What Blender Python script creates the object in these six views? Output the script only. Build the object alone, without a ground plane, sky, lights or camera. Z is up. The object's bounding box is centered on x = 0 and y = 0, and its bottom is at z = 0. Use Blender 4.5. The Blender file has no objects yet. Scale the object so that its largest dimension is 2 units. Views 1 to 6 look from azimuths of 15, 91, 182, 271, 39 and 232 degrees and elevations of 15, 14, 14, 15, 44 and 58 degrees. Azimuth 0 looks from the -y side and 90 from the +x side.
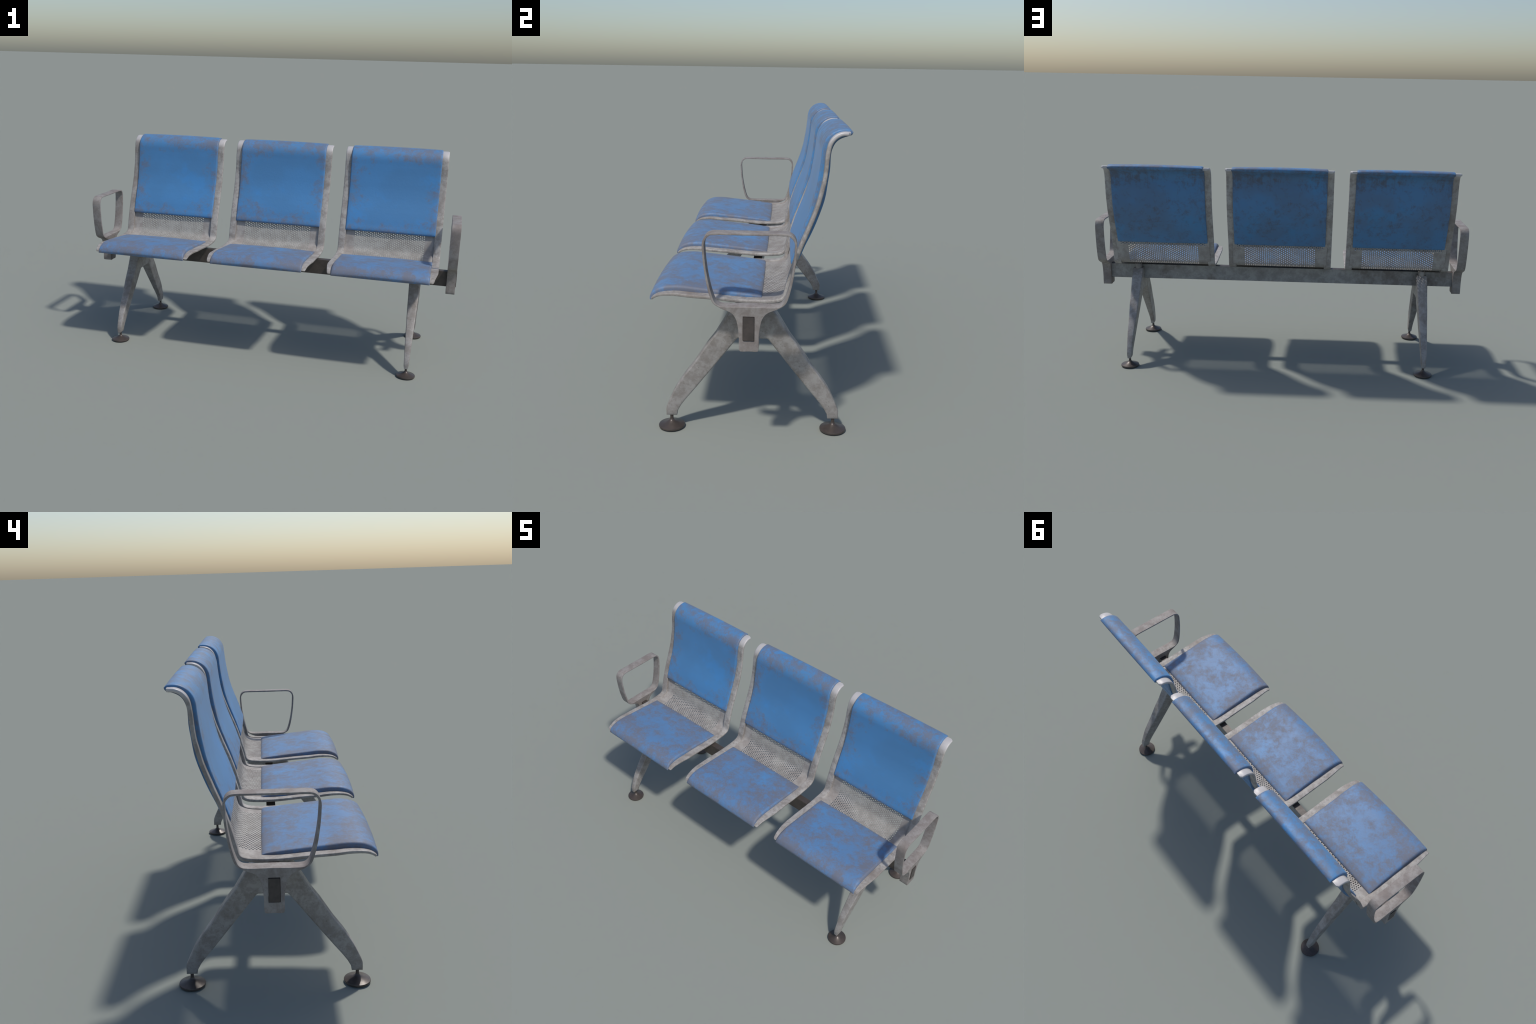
# Three-seat waiting-room bench: steel beam on two A-shaped legs, three blue
# upholstered seats between flat steel side rails, perforated lumbar plates,
# loop armrests at both ends.
import bpy, bmesh, math, random
from mathutils import Vector

random.seed(7)
COL = bpy.context.scene.collection

# ------------------------------------------------------------------ helpers
def catmull(pts, n):
    """Centripetal-ish Catmull-Rom through 2D points, resampled to n points of equal spacing."""
    P = [Vector(p) for p in pts]
    ext = [P[0] * 2 - P[1]] + P + [P[-1] * 2 - P[-2]]
    fine = []
    for i in range(1, len(ext) - 2):
        p0, p1, p2, p3 = ext[i - 1:i + 3]
        t1 = math.sqrt((p1 - p0).length); t2 = t1 + math.sqrt((p2 - p1).length); t3 = t2 + math.sqrt((p3 - p2).length)
        for k in range(16):
            t = t1 + (t2 - t1) * k / 16
            a1 = p0 * ((t1 - t) / t1) + p1 * (t / t1)
            a2 = p1 * ((t2 - t) / (t2 - t1)) + p2 * ((t - t1) / (t2 - t1))
            a3 = p2 * ((t3 - t) / (t3 - t2)) + p3 * ((t - t2) / (t3 - t2))
            b1 = a1 * ((t2 - t) / t2) + a2 * (t / t2)
            b2 = a2 * ((t3 - t) / (t3 - t1)) + a3 * ((t - t1) / (t3 - t1))
            fine.append(b1 * ((t2 - t) / (t2 - t1)) + b2 * ((t - t1) / (t2 - t1)))
    fine.append(P[-1])
    return resample(fine, n)

def resample(fine, n):
    L = [0.0]
    for a, b in zip(fine, fine[1:]):
        L.append(L[-1] + (b - a).length)
    out, j = [], 0
    for i in range(n):
        s = L[-1] * i / (n - 1)
        while j < len(L) - 2 and L[j + 1] < s:
            j += 1
        f = (s - L[j]) / max(L[j + 1] - L[j], 1e-9)
        out.append(fine[j].lerp(fine[j + 1], min(max(f, 0), 1)))
    return out

def normals2d(path):
    """Unit normals, to the left of travel."""
    out = []
    for i in range(len(path)):
        t = path[min(i + 1, len(path) - 1)] - path[max(i - 1, 0)]
        t.normalize()
        out.append(Vector((-t.y, t.x)))
    return out

def interp(table, v):
    if v <= table[0][0]:
        return table[0][1]
    for (a, fa), (b, fb) in zip(table, table[1:]):
        if v <= b:
            return fa + (fb - fa) * (v - a) / (b - a)
    return table[-1][1]

def smooth(mesh, angle=35):
    mesh.polygons.foreach_set("use_smooth", [True] * len(mesh.polygons))
    mesh.set_sharp_from_angle(angle=math.radians(angle))
    mesh.update()

def mesh_from(name, verts, faces, mats, angle=35, recalc=True):
    me = bpy.data.meshes.new(name)
    me.from_pydata([tuple(v) for v in verts], [], faces)
    if recalc:
        bm = bmesh.new(); bm.from_mesh(me)
        bmesh.ops.remove_doubles(bm, verts=bm.verts, dist=1e-6)
        bmesh.ops.recalc_face_normals(bm, faces=bm.faces)
        bm.to_mesh(me); bm.free()
    for m in mats:
        me.materials.append(m)
    smooth(me, angle)
    return me

def place(name, mesh, parent=None, loc=(0, 0, 0)):
    o = bpy.data.objects.new(name, mesh)
    COL.objects.link(o)
    o.location = loc
    if parent:
        o.parent = parent
    return o

def loft(rings, closed_ring=True, caps=True):
    n = len(rings[0]); verts = [v for r in rings for v in r]; faces = []
    for i in range(len(rings) - 1):
        for j in range(n if closed_ring else n - 1):
            k = (j + 1) % n
            faces.append((i * n + j, i * n + k, (i + 1) * n + k, (i + 1) * n + j))
    if caps:
        faces.append(tuple(range(n - 1, -1, -1)))
        faces.append(tuple((len(rings) - 1) * n + j for j in range(n)))
    return verts, faces

def profile_solid(name, loops, half_width, bevel, mats, angle=40, seg=3):
    """2D outline (y, z) with holes, filled and extruded along x, edges rounded."""
    cu = bpy.data.curves.new(name + "_outline", "CURVE")
    cu.dimensions = "2D"; cu.fill_mode = "BOTH"
    cu.extrude = half_width - bevel; cu.bevel_depth = bevel; cu.bevel_resolution = seg
    cu.offset = -bevel
    for loop in loops:
        sp = cu.splines.new("POLY"); sp.points.add(len(loop) - 1)
        for p, (y, z) in zip(sp.points, loop):
            p.co = (y, z, 0, 1)
        sp.use_cyclic_u = True
    ob = bpy.data.objects.new(name + "_tmp", cu); COL.objects.link(ob)
    dg = bpy.context.evaluated_depsgraph_get()
    me = bpy.data.meshes.new_from_object(ob.evaluated_get(dg))
    bpy.data.objects.remove(ob); bpy.data.curves.remove(cu)
    me.name = name
    for v in me.vertices:                      # (y, z, x) -> (x, y, z)
        y, z, x = v.co
        v.co = (x, y, z)
    bm = bmesh.new(); bm.from_mesh(me)
    bmesh.ops.remove_doubles(bm, verts=bm.verts, dist=1e-5)
    bmesh.ops.recalc_face_normals(bm, faces=bm.faces)
    bm.to_mesh(me); bm.free()
    me.materials.clear()
    for m in mats:
        me.materials.append(m)
    smooth(me, angle)
    return me

def mirrored(half, y0):
    """Closed symmetric outline from a half that starts and ends on the axis."""
    right = [(y0 + y, z) for y, z in half]
    left = [(y0 - y, z) for y, z in reversed(half) if y > 1e-6]
    return right + left

def mirror_mesh(me, name):
    m = me.copy(); m.name = name
    for v in m.vertices:
        v.co.x = -v.co.x
    m.flip_normals()
    return m

# ---------------------------------------------------------------- materials
class Nodes:
    def __init__(self, name):
        self.mat = bpy.data.materials.new(name); self.mat.use_nodes = True
        self.t = self.mat.node_tree
        self.bsdf = self.t.nodes["Principled BSDF"]
        tc = self.t.nodes.new("ShaderNodeTexCoord")
        self.obj = tc.outputs["Object"]
        info = self.t.nodes.new("ShaderNodeObjectInfo")
        self.rand = info.outputs["Random"]
        off = self.node("ShaderNodeCombineXYZ")
        for i, k in enumerate((13.0, 7.0, 17.0)):
            self.link(self.math("MULTIPLY", self.rand, k), off.inputs[i])
        add = self.node("ShaderNodeVectorMath"); add.operation = "ADD"
        self.link(self.obj, add.inputs[0]); self.link(off.outputs[0], add.inputs[1])
        self.vary = add.outputs[0]
        sep = self.node("ShaderNodeSeparateXYZ"); self.link(self.obj, sep.inputs[0])
        self.x, self.y, self.z = sep.outputs
    def node(self, kind):
        return self.t.nodes.new(kind)
    def link(self, a, b):
        self.t.links.new(a, b)
    def put(self, v, sock):
        if isinstance(v, bpy.types.NodeSocket):
            self.link(v, sock)
        elif v is not None:
            sock.default_value = v
    def math(self, op, a, b=None, clamp=False):
        n = self.node("ShaderNodeMath"); n.operation = op; n.use_clamp = clamp
        self.put(a, n.inputs[0]); self.put(b, n.inputs[1])
        return n.outputs[0]
    def noise(self, scale, detail=6, rough=0.6, stretch=(1, 1, 1), vec=None, distort=0.0):
        mp = self.node("ShaderNodeMapping"); mp.inputs["Scale"].default_value = stretch
        self.link(vec or self.vary, mp.inputs[0])
        n = self.node("ShaderNodeTexNoise")
        n.inputs["Scale"].default_value = scale; n.inputs["Detail"].default_value = detail
        n.inputs["Roughness"].default_value = rough; n.inputs["Distortion"].default_value = distort
        self.link(mp.outputs[0], n.inputs["Vector"])
        return n.outputs["Fac"]
    def step(self, v, a, b, to0=0.0, to1=1.0):
        n = self.node("ShaderNodeMapRange"); n.interpolation_type = "SMOOTHSTEP"
        self.put(v, n.inputs["Value"])
        for k, s in ((a, "From Min"), (b, "From Max"), (to0, "To Min"), (to1, "To Max")):
            n.inputs[s].default_value = k
        return n.outputs[0]
    def mix(self, f, a, b):
        n = self.node("ShaderNodeMix"); n.data_type = "RGBA"
        self.put(f, n.inputs[0])
        for v, s in ((a, n.inputs[6]), (b, n.inputs[7])):
            self.put((*v, 1) if isinstance(v, tuple) else v, s)
        return n.outputs[2]
    def bump(self, h, strength, dist):
        n = self.node("ShaderNodeBump"); n.inputs["Strength"].default_value = strength
        n.inputs["Distance"].default_value = dist
        self.link(h, n.inputs["Height"]); self.link(n.outputs[0], self.bsdf.inputs["Normal"])
    def done(self, color, rough, metallic=0.0, spec=0.5):
        self.put(color if not isinstance(color, tuple) else (*color, 1), self.bsdf.inputs["Base Color"])
        self.put(rough, self.bsdf.inputs["Roughness"])
        self.put(metallic, self.bsdf.inputs["Metallic"])
        self.bsdf.inputs["Specular IOR Level"].default_value = spec
        return self.mat

BLUES = {"seat": ((0.092, 0.208, 0.400), (0.084, 0.222, 0.445), (0.074, 0.246, 0.510)),  # seat blues lightened to include the pale sky and sun sheen on the pads
         "back": ((0.068, 0.212, 0.430), (0.068, 0.228, 0.475), (0.058, 0.238, 0.530)),
         "rear": ((0.088, 0.185, 0.335), (0.078, 0.215, 0.420), (0.062, 0.230, 0.460))}
GRIME = (0.146, 0.144, 0.168)

def cushion_material(kind):
    m = Nodes("worn_blue_vinyl_" + kind)
    big = m.noise(9.0, 9, 0.66, distort=0.25)
    mid = m.noise(30.0, 8, 0.68)
    fine = m.noise(120.0, 4, 0.6)
    n = m.math("ADD", m.math("MULTIPLY", big, 0.52), m.math("MULTIPLY", mid, 0.40))
    n = m.math("ADD", n, m.math("MULTIPLY", fine, 0.08))
    ax = m.math("ABSOLUTE", m.x)
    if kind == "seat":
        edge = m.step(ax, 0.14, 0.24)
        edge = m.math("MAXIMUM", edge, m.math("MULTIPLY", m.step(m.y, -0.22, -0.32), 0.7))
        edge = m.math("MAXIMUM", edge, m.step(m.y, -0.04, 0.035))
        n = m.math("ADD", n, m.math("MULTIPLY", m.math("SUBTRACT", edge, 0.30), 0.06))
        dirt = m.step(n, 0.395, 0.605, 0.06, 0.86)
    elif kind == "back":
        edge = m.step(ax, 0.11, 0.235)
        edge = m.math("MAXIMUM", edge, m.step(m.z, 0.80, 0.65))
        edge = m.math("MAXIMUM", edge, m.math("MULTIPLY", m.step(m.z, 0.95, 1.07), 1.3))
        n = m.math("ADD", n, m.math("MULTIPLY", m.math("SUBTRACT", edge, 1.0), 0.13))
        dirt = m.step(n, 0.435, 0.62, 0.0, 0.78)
    else:                                       # rear cover: small brown specks, stained top
        spots = m.noise(34.0, 9, 0.74, distort=0.3, vec=m.obj)
        haze = m.noise(6.0, 6, 0.6, vec=m.obj)
        n = m.math("ADD", m.math("MULTIPLY", spots, 0.75), m.math("MULTIPLY", haze, 0.25))
        streak = m.noise(16.0, 6, 0.65, stretch=(3.0, 1, 0.4), vec=m.obj)
        top = m.math("MULTIPLY", m.step(m.z, 0.93, 1.03), m.math("SUBTRACT", streak, 0.34))
        n = m.math("ADD", n, m.math("MULTIPLY", top, 0.45))
        n = m.math("ADD", n, m.math("MULTIPLY", m.step(ax, 0.17, 0.24), 0.03))
        dirt = m.step(n, 0.48, 0.69, 0.0, 0.62)
    tone = m.noise(4.5, 4, 0.5)
    deep, plain, vivid = BLUES[kind]
    blue = m.mix(m.step(tone, 0.38, 0.60), deep, plain)
    blue = m.mix(m.step(m.noise(4.0, 7, 0.62), 0.54, 0.66, 0, 0.8), blue, vivid)
    grime = (0.095, 0.080, 0.080) if kind == "rear" else GRIME
    col = m.mix(dirt, blue, grime)
    m.bump(m.math("ADD", m.math("MULTIPLY", fine, 0.5), mid), 0.12, 0.004)
    m.bsdf.inputs["Sheen Weight"].default_value = 0.10
    m.bsdf.inputs["Sheen Roughness"].default_value = 0.45
    rough = m.math("ADD", 0.50, m.math("MULTIPLY", dirt, 0.14))
    return m.done(col, rough, 0.0, 0.45)

def steel_material(name, light, dark, stain, amount=0.5, metallic=0.35, rough=0.48, specks=True, tip=None, spec=0.5):
    m = Nodes(name)
    cloud = m.noise(22.0, 9, 0.68, distort=0.3)
    grain = m.noise(75.0, 6, 0.65)
    n = m.math("ADD", m.math("MULTIPLY", cloud, 0.7), m.math("MULTIPLY", grain, 0.3))
    col = m.mix(m.step(n, 0.40, 0.60), dark, light)
    if amount:
        st = m.math("ADD", m.math("MULTIPLY", m.noise(6.0, 7, 0.6), 0.75), m.math("MULTIPLY", grain, 0.25))
        col = m.mix(m.step(st, 0.50, 0.64, 0.0, amount), col, stain)
    if specks:
        sp = m.noise(130.0, 5, 0.7)
        col = m.mix(m.step(sp, 0.60, 0.70, 0.0, 0.55), col, tuple(c * 0.5 for c in stain))
    if tip:
        col = m.mix(m.step(m.z, 1.03, 1.065, 0.0, 0.8), col, tip)
    m.bump(n, 0.10, 0.003)
    r = m.math("ADD", rough, m.math("MULTIPLY", m.math("SUBTRACT", n, 0.5), -0.35))
    if tip:
        r = m.math("SUBTRACT", r, m.step(m.z, 1.03, 1.065, 0.0, 0.18))
    return m.done(col, r, metallic, spec)

VINYL_SEAT, VINYL_BACK, VINYL_REAR = (cushion_material(k) for k in ("seat", "back", "rear"))
STEEL = steel_material("worn_grey_steel", (0.405, 0.385, 0.365), (0.262, 0.240, 0.222), (0.215, 0.182, 0.160), 0.55, metallic=0.05, rough=0.60, tip=(0.54, 0.52, 0.52), spec=0.35)
STEEL_PLATE = steel_material("perforated_steel", (0.385, 0.365, 0.345), (0.285, 0.262, 0.245), (0.22, 0.19, 0.172), 0.55, metallic=0.05, rough=0.62, specks=False, spec=0.35)
STEEL_ARM = steel_material("cast_aluminium_arm", (0.305, 0.284, 0.268), (0.225, 0.198, 0.184), (0.19, 0.156, 0.143), 0.65, metallic=0.05, rough=0.62, spec=0.3)
STEEL_LEG = steel_material("cast_aluminium_leg", (0.35, 0.332, 0.318), (0.245, 0.224, 0.208), (0.15, 0.124, 0.104), 0.75, metallic=0.15, rough=0.52)
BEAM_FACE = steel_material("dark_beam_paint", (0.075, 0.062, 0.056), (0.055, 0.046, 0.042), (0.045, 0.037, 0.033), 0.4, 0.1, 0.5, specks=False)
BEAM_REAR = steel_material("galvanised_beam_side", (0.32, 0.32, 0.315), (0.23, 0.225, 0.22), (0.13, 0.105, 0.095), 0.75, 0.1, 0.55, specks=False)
FOOT = steel_material("dark_glide_foot", (0.085, 0.068, 0.060), (0.064, 0.052, 0.046), (0.10, 0.076, 0.064), 0.35, 0.25, 0.36, specks=False)

# ------------------------------------------------------------- main numbers
SEAT_X = (-0.630, 0.0, 0.630)      # seat centres along the beam
RAIL_IN, RAIL_OUT = 0.2395, 0.2765 # side rail, from the seat's centre line

# side view (y, z) of the bent side rail, from the rolled top of the back to the front lip
RAIL_PATH = [(.311, 1.070), (.287, 1.0695), (.270, 1.0625), (.257, 1.0505), (.2485, 1.035), (.2445, 1.018),
             (.241, .990), (.2385, .957), (.234, .918), (.224, .874), (.216, .842), (.206, .812), (.194, .780),
             (.181, .746), (.167, .711), (.1565, .683), (.148, .658), (.138, .625), (.129, .592), (.1215, .563),
             (.1170, .5415), (.1140, .534), (.1078, .5268), (.0970, .5215), (.080, .5180), (.034, .5155), (-.014, .516), (-.062, .5195),
             (-.100, .523), (-.134, .526), (-.197, .530), (-.245, .534), (-.285, .5325), (-.309, .5275),
             (-.325, .519), (-.331, .513)]

# the perforated sheet sits at the rear of the rail and folds more tightly than it
PLATE_PATH = [(.163, .690), (.1600, .672), (.1520, .641), (.1447, .620), (.1388, .598), (.1333, .575), (.1283, .555), (.1233, .5425), (.1165, .5345),
              (.107, .5280), (.096, .5238), (.084, .5208), (.070, .5190), (.042, .5175), (.0, .517), (-.062, .5185), (-.134, .525), (-.197, .529), (-.245, .533),
              (-.285, .531), (-.309, .526), (-.320, .520)]

# ---------------------------------------------------------------- side rail
def rail_mesh():
    N = 150
    path = catmull(RAIL_PATH, N); nrm = normals2d(path)
    rings = []
    total = N - 1
    for i, (p, n) in enumerate(zip(path, nrm)):
        if n.y < 0 and p.y > 1.0 or (p.y <= 1.0 and n.x > 0 and p.x > 0.12):
            n = -n
        if p.x <= 0.12 and p.y < 0.6 and n.y < 0:
            n = -n
        t = interp([(0, .0115), (.08, .013), (.55, .013), (.70, .0105), (.93, .0095), (1, .007)], i / total)
        out = RAIL_OUT
        if p.y < 0.6 and p.x < -0.20:
            out -= 0.016 * min(1, max(0, (-0.20 - p.x) / 0.13)) ** 1.6
        d = min(i, total - i) / total * 0.96          # metres from the nearer end
        rc = 0.009 if i < total / 2 else 0.004
        if d < rc:
            out -= rc - math.sqrt(max(0.0, rc ** 2 - (rc - d) ** 2))
        h = t / 2
        ro, ri = min(interp([(0, .0045), (.5, .0045), (.7, .0028), (1, .002)], i / total), h * .9), 0.0012
        ring = []
        for cx, cn, r, a0 in ((out - ro, h - ro, ro, 90), (out - ro, -h + ro, ro, 0), (RAIL_IN + ri, -h + ri, ri, -90), (RAIL_IN + ri, h - ri, ri, 180)):
            for k in range(4):
                a = math.radians(a0 - 30 * k)
                ring.append((cx + r * math.cos(a), cn + r * math.sin(a)))
        rings.append([(x, p.x + n.x * o, p.y + n.y * o) for x, o in ring])
    v, f = loft(rings)
    return mesh_from("side_rail", v, f, [STEEL], 38)

# ----------------------------------------------------- perforated plate
def plate_mesh():
    fine = catmull(PLATE_PATH, 1400)
    COLS, HOLE = 49, 0.0035
    CW = 0.0103; PITCH = CW / math.cos(math.pi / 6)      # staggered (hexagonal) pattern
    W = COLS * CW
    # start so that a hole of every even column sits at z = 0.6068
    arc = [0.0]
    for a, b in zip(fine, fine[1:]):
        arc.append(arc[-1] + (b - a).length)
    mark = next(arc[i] for i, p in enumerate(fine) if p.y < 0.6068)
    start = mark - 11 * PITCH / 2
    steps = int((arc[-1] - start) / (PITCH / 2))
    path, k = [], 0
    for i in range(steps + 1):
        t = start + i * PITCH / 2
        while k < len(arc) - 2 and arc[k + 1] < t:
            k += 1
        path.append(fine[k].lerp(fine[k + 1], (t - arc[k]) / (arc[k + 1] - arc[k])))
    nrm = normals2d(path)
    nrm = [(-n if (n.x > 0 if abs(n.x) > abs(n.y) else n.y < 0) else n) for n in nrm]
    T = 0.00045
    verts, faces, index = [], [], {}
    def at(x, s, o):
        i = min(int(s), steps - 1); f = s - i
        p = path[i].lerp(path[i + 1], f); n = nrm[i].lerp(nrm[i + 1], f).normalized()
        return (x, p.x + n.x * o, p.y + n.y * o)
    def vid(x, s, side):
        key = (round(x, 6), round(s, 4), side)
        if key not in index:
            index[key] = len(verts); verts.append(at(x, s, T if side else -T))
        return index[key]
    for c in range(COLS):
        x0 = -W / 2 + c * CW; x1 = x0 + CW; xm = (x0 + x1) / 2
        s = c % 2
        if s:
            for sd in (1, 0):
                q = [vid(x0, 0, sd), vid(xm, 0, sd), vid(x1, 0, sd), vid(x1, 1, sd), vid(xm, 1, sd), vid(x0, 1, sd)]
                faces.append(q if sd else q[::-1])
        while s + 2 <= steps:
            outline = [(x1, s + 1), (x1, s + 2), (xm, s + 2), (x0, s + 2), (x0, s + 1), (x0, s), (xm, s), (x1, s)]
            mid = path[s + 1]
            holed = (abs(xm) < 18.5 * CW and mid.x > 0.026 and mid.y < 0.66) or (mid.y > 0.6385 and abs(xm) < 22.6 * CW)
            if mid.x > 0.026 and holed:
                circ = [(xm + HOLE * math.cos(k * math.pi / 4), s + 1 + HOLE / (PITCH / 2) * math.sin(k * math.pi / 4)) for k in range(8)]
                F = [vid(*o, 1) for o in outline]; B = [vid(*o, 0) for o in outline]
                f = [vid(*o, 1) for o in circ]; b = [vid(*o, 0) for o in circ]
                for k in range(8):
                    j = (k + 1) % 8
                    faces += [(F[k], F[j], f[j], f[k]), (B[j], B[k], b[k], b[j]), (f[k], f[j], b[j], b[k])]
            else:
                F = [vid(*o, 1) for o in outline]; B = [vid(*o, 0) for o in outline]
                faces += [tuple(F), tuple(B[::-1])]
            s += 2
    me = mesh_from("lumbar_plate", verts, faces, [STEEL_PLATE], 30, recalc=True)
    return me

# ------------------------------------------------------------------ cushions
def cushion_mesh(name, front, rear, half, mats, crown, r_front, r_rear, N=110, split=False):
    """Pad between a front and a rear side-view curve, with rounded side edges and a slight crown."""
    F, R = catmull(front, N), catmull(rear, N)
    rings = []
    for f, r in zip(F, R):
        d = f - r; T = d.length
        sec = []
        M = 22
        def row(sign, rad, cr):
            pts = []
            rad = min(rad, T * 0.49)
            xs = [half * (-1 + 2 * k / M) for k in range(M + 1)]
            arc = [half - rad + rad * math.sin(math.radians(a)) for a in (0, 22, 45, 67, 90)]
            xs = sorted(set([x for x in xs if abs(x) < half - rad - 0.002] + arc + [-a for a in arc]))
            for x in xs:
                e = max(0.0, abs(x) - (half - rad))
                drop = rad - math.sqrt(max(0.0, rad * rad - e * e))
                bulge = cr * (1 - (x / half) ** 2) * min(1, T / 0.012)
                pts.append((x, bulge - drop))
            return pts
        sec_f = row(1, r_front, crown); sec_r = row(-1, r_rear, crown * 0.5)
        u = d.normalized() if T > 1e-6 else Vector((0, 1))
        ring = [(x, *(f + u * o)) for x, o in sec_f] + [(x, *(r - u * o)) for x, o in reversed(sec_r)]
        rings.append(ring)
    n0 = min(len(r) for r in rings)
    assert all(len(r) == len(rings[0]) for r in rings), {len(r) for r in rings}
    v, f = loft(rings)
    me = mesh_from(name, v, f, mats, 50)
    if split:
        for p in me.polygons:
            if p.normal.y > 0.05 and p.normal.z < 0.55 and p.center.y > 0.14:
                p.material_index = 1
    return me

BACK_FRONT = [(.1385, .6365), (.1345, .6385), (.1325, .645), (.135, .657), (.140, .671), (.151, .705), (.163, .738), (.177, .775),
              (.190, .812), (.203, .860), (.2105, .900), (.2175, .945), (.2225, .990), (.2265, 1.028), (.2345, 1.049),
              (.249, 1.0665), (.274, 1.0805), (.299, 1.0835), (.314, 1.081), (.321, 1.0745)]
BACK_REAR = [(.1395, .6375), (.1420, .641), (.1485, .650), (.157, .6535), (.1625, .664), (.170, .681), (.178, .701), (.199, .746), (.2195, .798),
             (.238, .857), (.2465, .914), (.2515, .954), (.253, 1.000), (.256, 1.017), (.265, 1.037), (.277, 1.049),
             (.291, 1.056), (.311, 1.0625), (.318, 1.0655), (.3205, 1.0715)]
SEAT_TOP = [(.0388, .5166), (.0376, .5198), (.033, .5236), (.022, .5266), (-.028, .5336), (-.076, .5392), (-.126, .5442), (-.180, .5500), (-.225, .5550),
            (-.256, .556), (-.297, .5515), (-.329, .535), (-.340, .516), (-.3395, .508)]
SEAT_UNDER = [(.0385, .5158), (.030, .5190), (-.014, .5185), (-.062, .520), (-.134, .5265), (-.197, .531), (-.245, .5345), (-.285, .533),
              (-.309, .527), (-.326, .516), (-.334, .506), (-.3385, .5065)]

# --------------------------------------------------------------------- root
bench = bpy.data.objects.new("waiting_bench", None)
COL.objects.link(bench)
bench["label"] = "three seat blue padded waiting room bench with worn steel frame"
bench["category"] = "waiting bench"

rail_r = rail_mesh(); rail_l = mirror_mesh(rail_r, "side_rail_mirrored")
plate = plate_mesh()
back = cushion_mesh("back_cushion", BACK_FRONT, BACK_REAR, 0.2425, [VINYL_BACK, VINYL_REAR], 0.003, 0.0065, 0.003, split=True)
pad = cushion_mesh("seat_cushion", SEAT_TOP, SEAT_UNDER, 0.2405, [VINYL_SEAT], 0.0065, 0.011, 0.001)

for cx in SEAT_X:
    seat = place("seat", plate, bench, (cx, 0, 0))
    place("side_rail", rail_r, seat)
    place("side_rail", rail_l, seat)
    place("back_cushion", back, seat)
    place("seat_cushion", pad, seat)

# --------------------------------------------------------------------- beam
def box_mesh(name, lo, hi, mats, bevel):
    bm = bmesh.new()
    bmesh.ops.create_cube(bm, size=1)
    for v in bm.verts:
        v.co = Vector([(lo[i] + hi[i]) / 2 + v.co[i] * (hi[i] - lo[i]) for i in range(3)])
    bmesh.ops.bevel(bm, geom=bm.edges[:], offset=bevel, segments=2, affect="EDGES")
    me = bpy.data.meshes.new(name); bm.to_mesh(me); bm.free()
    for m in mats:
        me.materials.append(m)
    smooth(me, 30)
    return me

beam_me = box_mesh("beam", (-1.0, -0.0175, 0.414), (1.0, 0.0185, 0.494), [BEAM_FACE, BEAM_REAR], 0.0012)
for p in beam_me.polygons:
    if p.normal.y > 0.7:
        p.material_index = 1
place("beam", beam_me, bench)

# ----------------------------------------------------------------- armrests
ARM_OUT = [(0, .768), (.060, .768), (.113, .768), (.127, .7655), (.1385, .758), (.146, .746), (.1495, .730), (.149, .710), (.1455, .665), (.134, .592),
           (.1205, .546), (.113, .535), (.102, .5275), (.088, .5200), (.066, .5110), (.054, .5035), (.046, .493),
           (.0405, .481), (.036, .460), (.0325, .430), (.0315, .382), (.0285, .3765), (0, .3765)]
ARM_IN = [(0, .5278), (.085, .5278), (.099, .5310), (.109, .5400), (.1148, .5525), (.1275, .598), (.1388, .666), (.1422, .712), (.1428, .728),
          (.1398, .742), (.1335, .7520), (.1245, .7590), (.112, .7610), (0, .7610)]
SLOT = [(.0186, .4122), (.0186, .4952), (-.0186, .4952), (-.0186, .4122)]

def rounded(half, y0, n):
    """Smooth the upper loop of a half outline while keeping its end on the axis."""
    pts = catmull(half, n)
    return mirrored([(0.0 if i in (0, n - 1) else p.x, p.y) for i, p in enumerate(pts)], y0)

AY = 0.0015
arm_me = profile_solid("armrest", [rounded(ARM_OUT, AY, 120), rounded(ARM_IN, AY, 80), [(y + 0.0005, z) for y, z in SLOT]],
                       0.0230, 0.0014, [STEEL_ARM], 40)
for side in (-1, 1):
    place("armrest", arm_me, bench, (side * 0.9738, 0, 0))

# --------------------------------------------------------------------- legs
LEG_OUT = [(0, .480), (.050, .480), (.060, .475), (.072, .464), (.090, .442), (.1345, .367), (.164, .327), (.2115, .253), (.2425, .2105), (.268, .171),
           (.2785, .152), (.296, .112), (.3075, .083), (.3093, .075), (.3095, .046)]
LEG_IN = [(.2712, .046), (.2685, .064), (.257, .087), (.2415, .110), (.2060, .156), (.135, .249), (.0570, .350), (.0500, .352), (0, .352)]

def shifted(half, table):
    """Move outline points square to the leg's slope by a distance that depends on height."""
    out = []
    for y, z in half:
        d = interp(table, z) if 0.05 < y < 0.30 else 0.0
        out.append((y - d * 0.82, z - d * 0.57))
    return out

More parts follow.
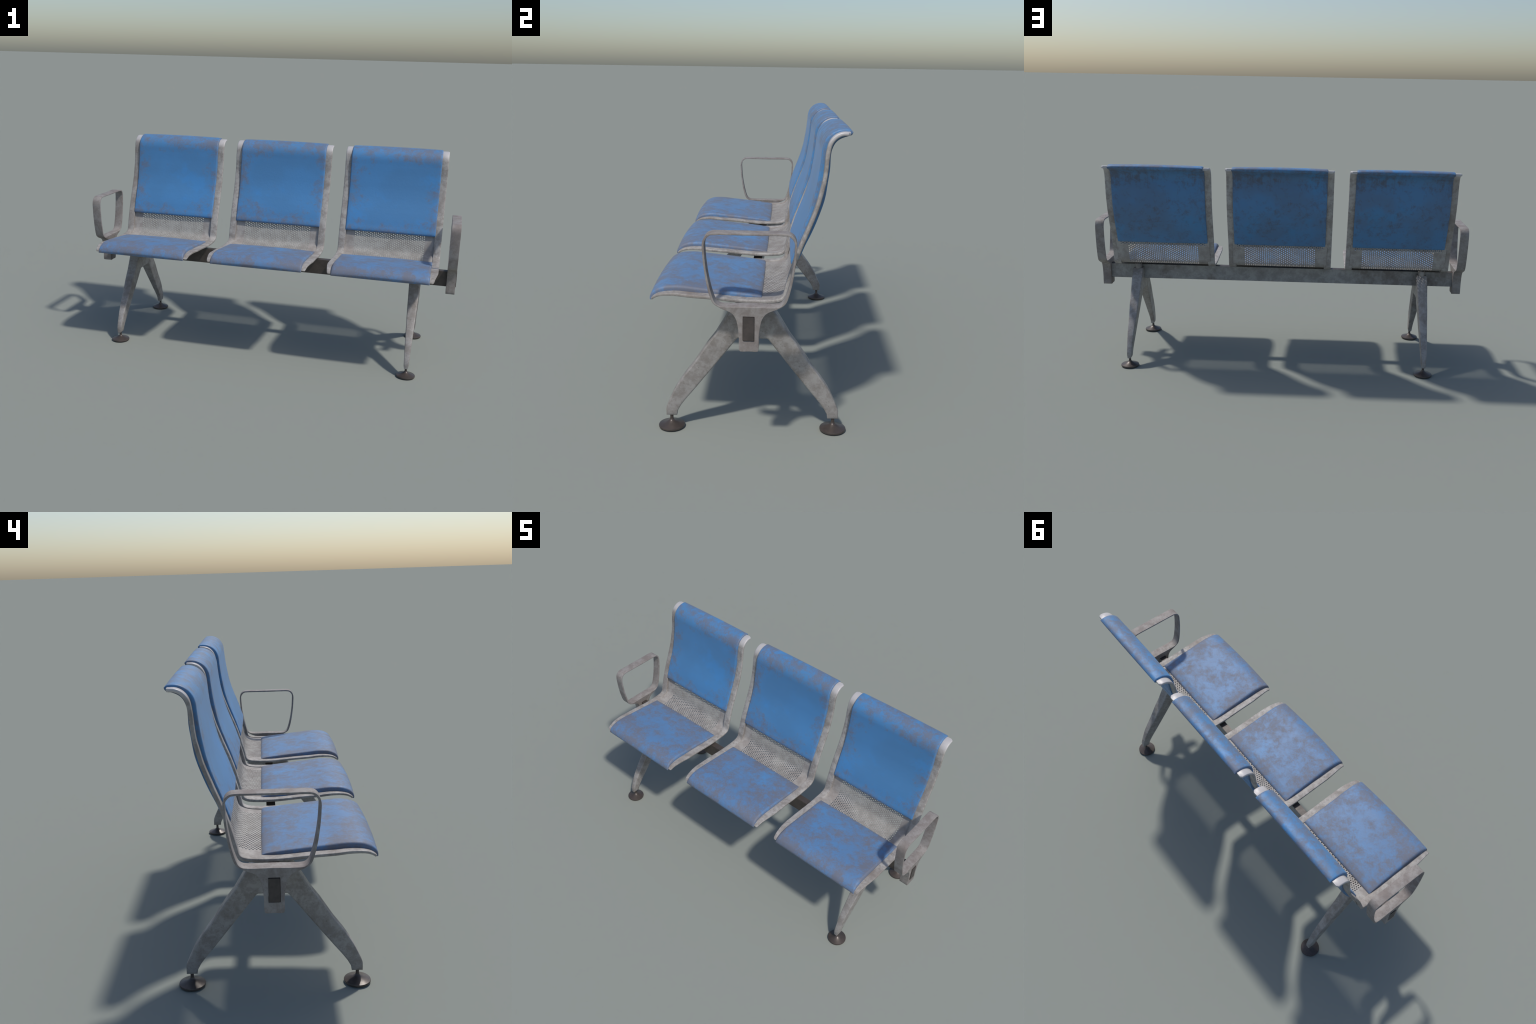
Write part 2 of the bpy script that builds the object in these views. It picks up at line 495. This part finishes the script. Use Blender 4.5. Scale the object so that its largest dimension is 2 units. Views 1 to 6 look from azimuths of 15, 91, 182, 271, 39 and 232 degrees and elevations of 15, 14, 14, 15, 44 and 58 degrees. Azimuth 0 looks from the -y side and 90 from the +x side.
def leg_mesh():
    half = shifted(LEG_OUT, [(.09, 0), (.17, .002), (.25, .0035), (.36, .0045), (.47, .0045)]) \
        + shifted(LEG_IN, [(.06, 0), (.11, .0015), (.16, .0025), (.25, .003), (.36, .002)])
    me = profile_solid("leg_frame", [mirrored(half, 0.0055)], 0.029, 0.007, [STEEL_LEG], 35, 4)
    bm = bmesh.new(); bm.from_mesh(me)
    # extra rows so that the width can taper toward the foot
    for z in (0.06, 0.078, 0.12, 0.19, 0.25, 0.31, 0.37, 0.435):
        bmesh.ops.bisect_plane(bm, geom=bm.verts[:] + bm.edges[:] + bm.faces[:], plane_co=(0, 0, z), plane_no=(0, 0, 1))
    for v in bm.verts:
        v.co.x *= interp([(.046, .33), (.058, .42), (.078, .44), (.19, .63), (.31, .84), (.435, .98), (.47, 1.0)], v.co.z)
    bm.to_mesh(me); bm.free()
    smooth(me, 35)
    return me

def foot_mesh():
    prof = [(.0, .0), (.0450, .0), (.0468, .0012), (.0472, .0030), (.0472, .0062), (.0462, .0084), (.034, .0125), (.024, .0162),
            (.016, .0200), (.0105, .0235), (.0078, .0262), (.0064, .0292), (.0060, .0340), (.0060, .0520), (.0, .0520)]
    S = 48
    rings = [[(r * math.cos(2 * math.pi * k / S), r * math.sin(2 * math.pi * k / S), z) for k in range(S)] for r, z in prof]
    v, f = loft(rings, caps=False)
    return mesh_from("glide_foot", v, f, [FOOT], 40)

def socket_mesh():
    """Short open tube that clamps the leg frame to the beam."""
    prof = [(.010, .462), (.0155, .463), (.0185, .468), (.0190, .474), (.0190, .502), (.0183, .5032), (.0125, .5032), (.0118, .502), (.0118, .470), (.0, .470)]
    S = 32
    rings = [[(r * math.cos(2 * math.pi * k / S), r * math.sin(2 * math.pi * k / S), z) for k in range(S)] for r, z in prof]
    v, f = loft(rings, caps=False)
    return mesh_from("clamp_socket", v, f, [STEEL_LEG], 40)

leg_me, foot_me, socket_me = leg_mesh(), foot_mesh(), socket_mesh()
for lx in (-0.778, 0.792):
    leg = place("leg_frame", leg_me, bench, (lx, 0, 0))
    for fy in (-0.286, 0.297):
        place("glide_foot", foot_me, leg, (0, fy, 0))
    for sy in (-0.0375, 0.0385):
        place("clamp_socket", socket_me, leg, (0.001, sy, 0))
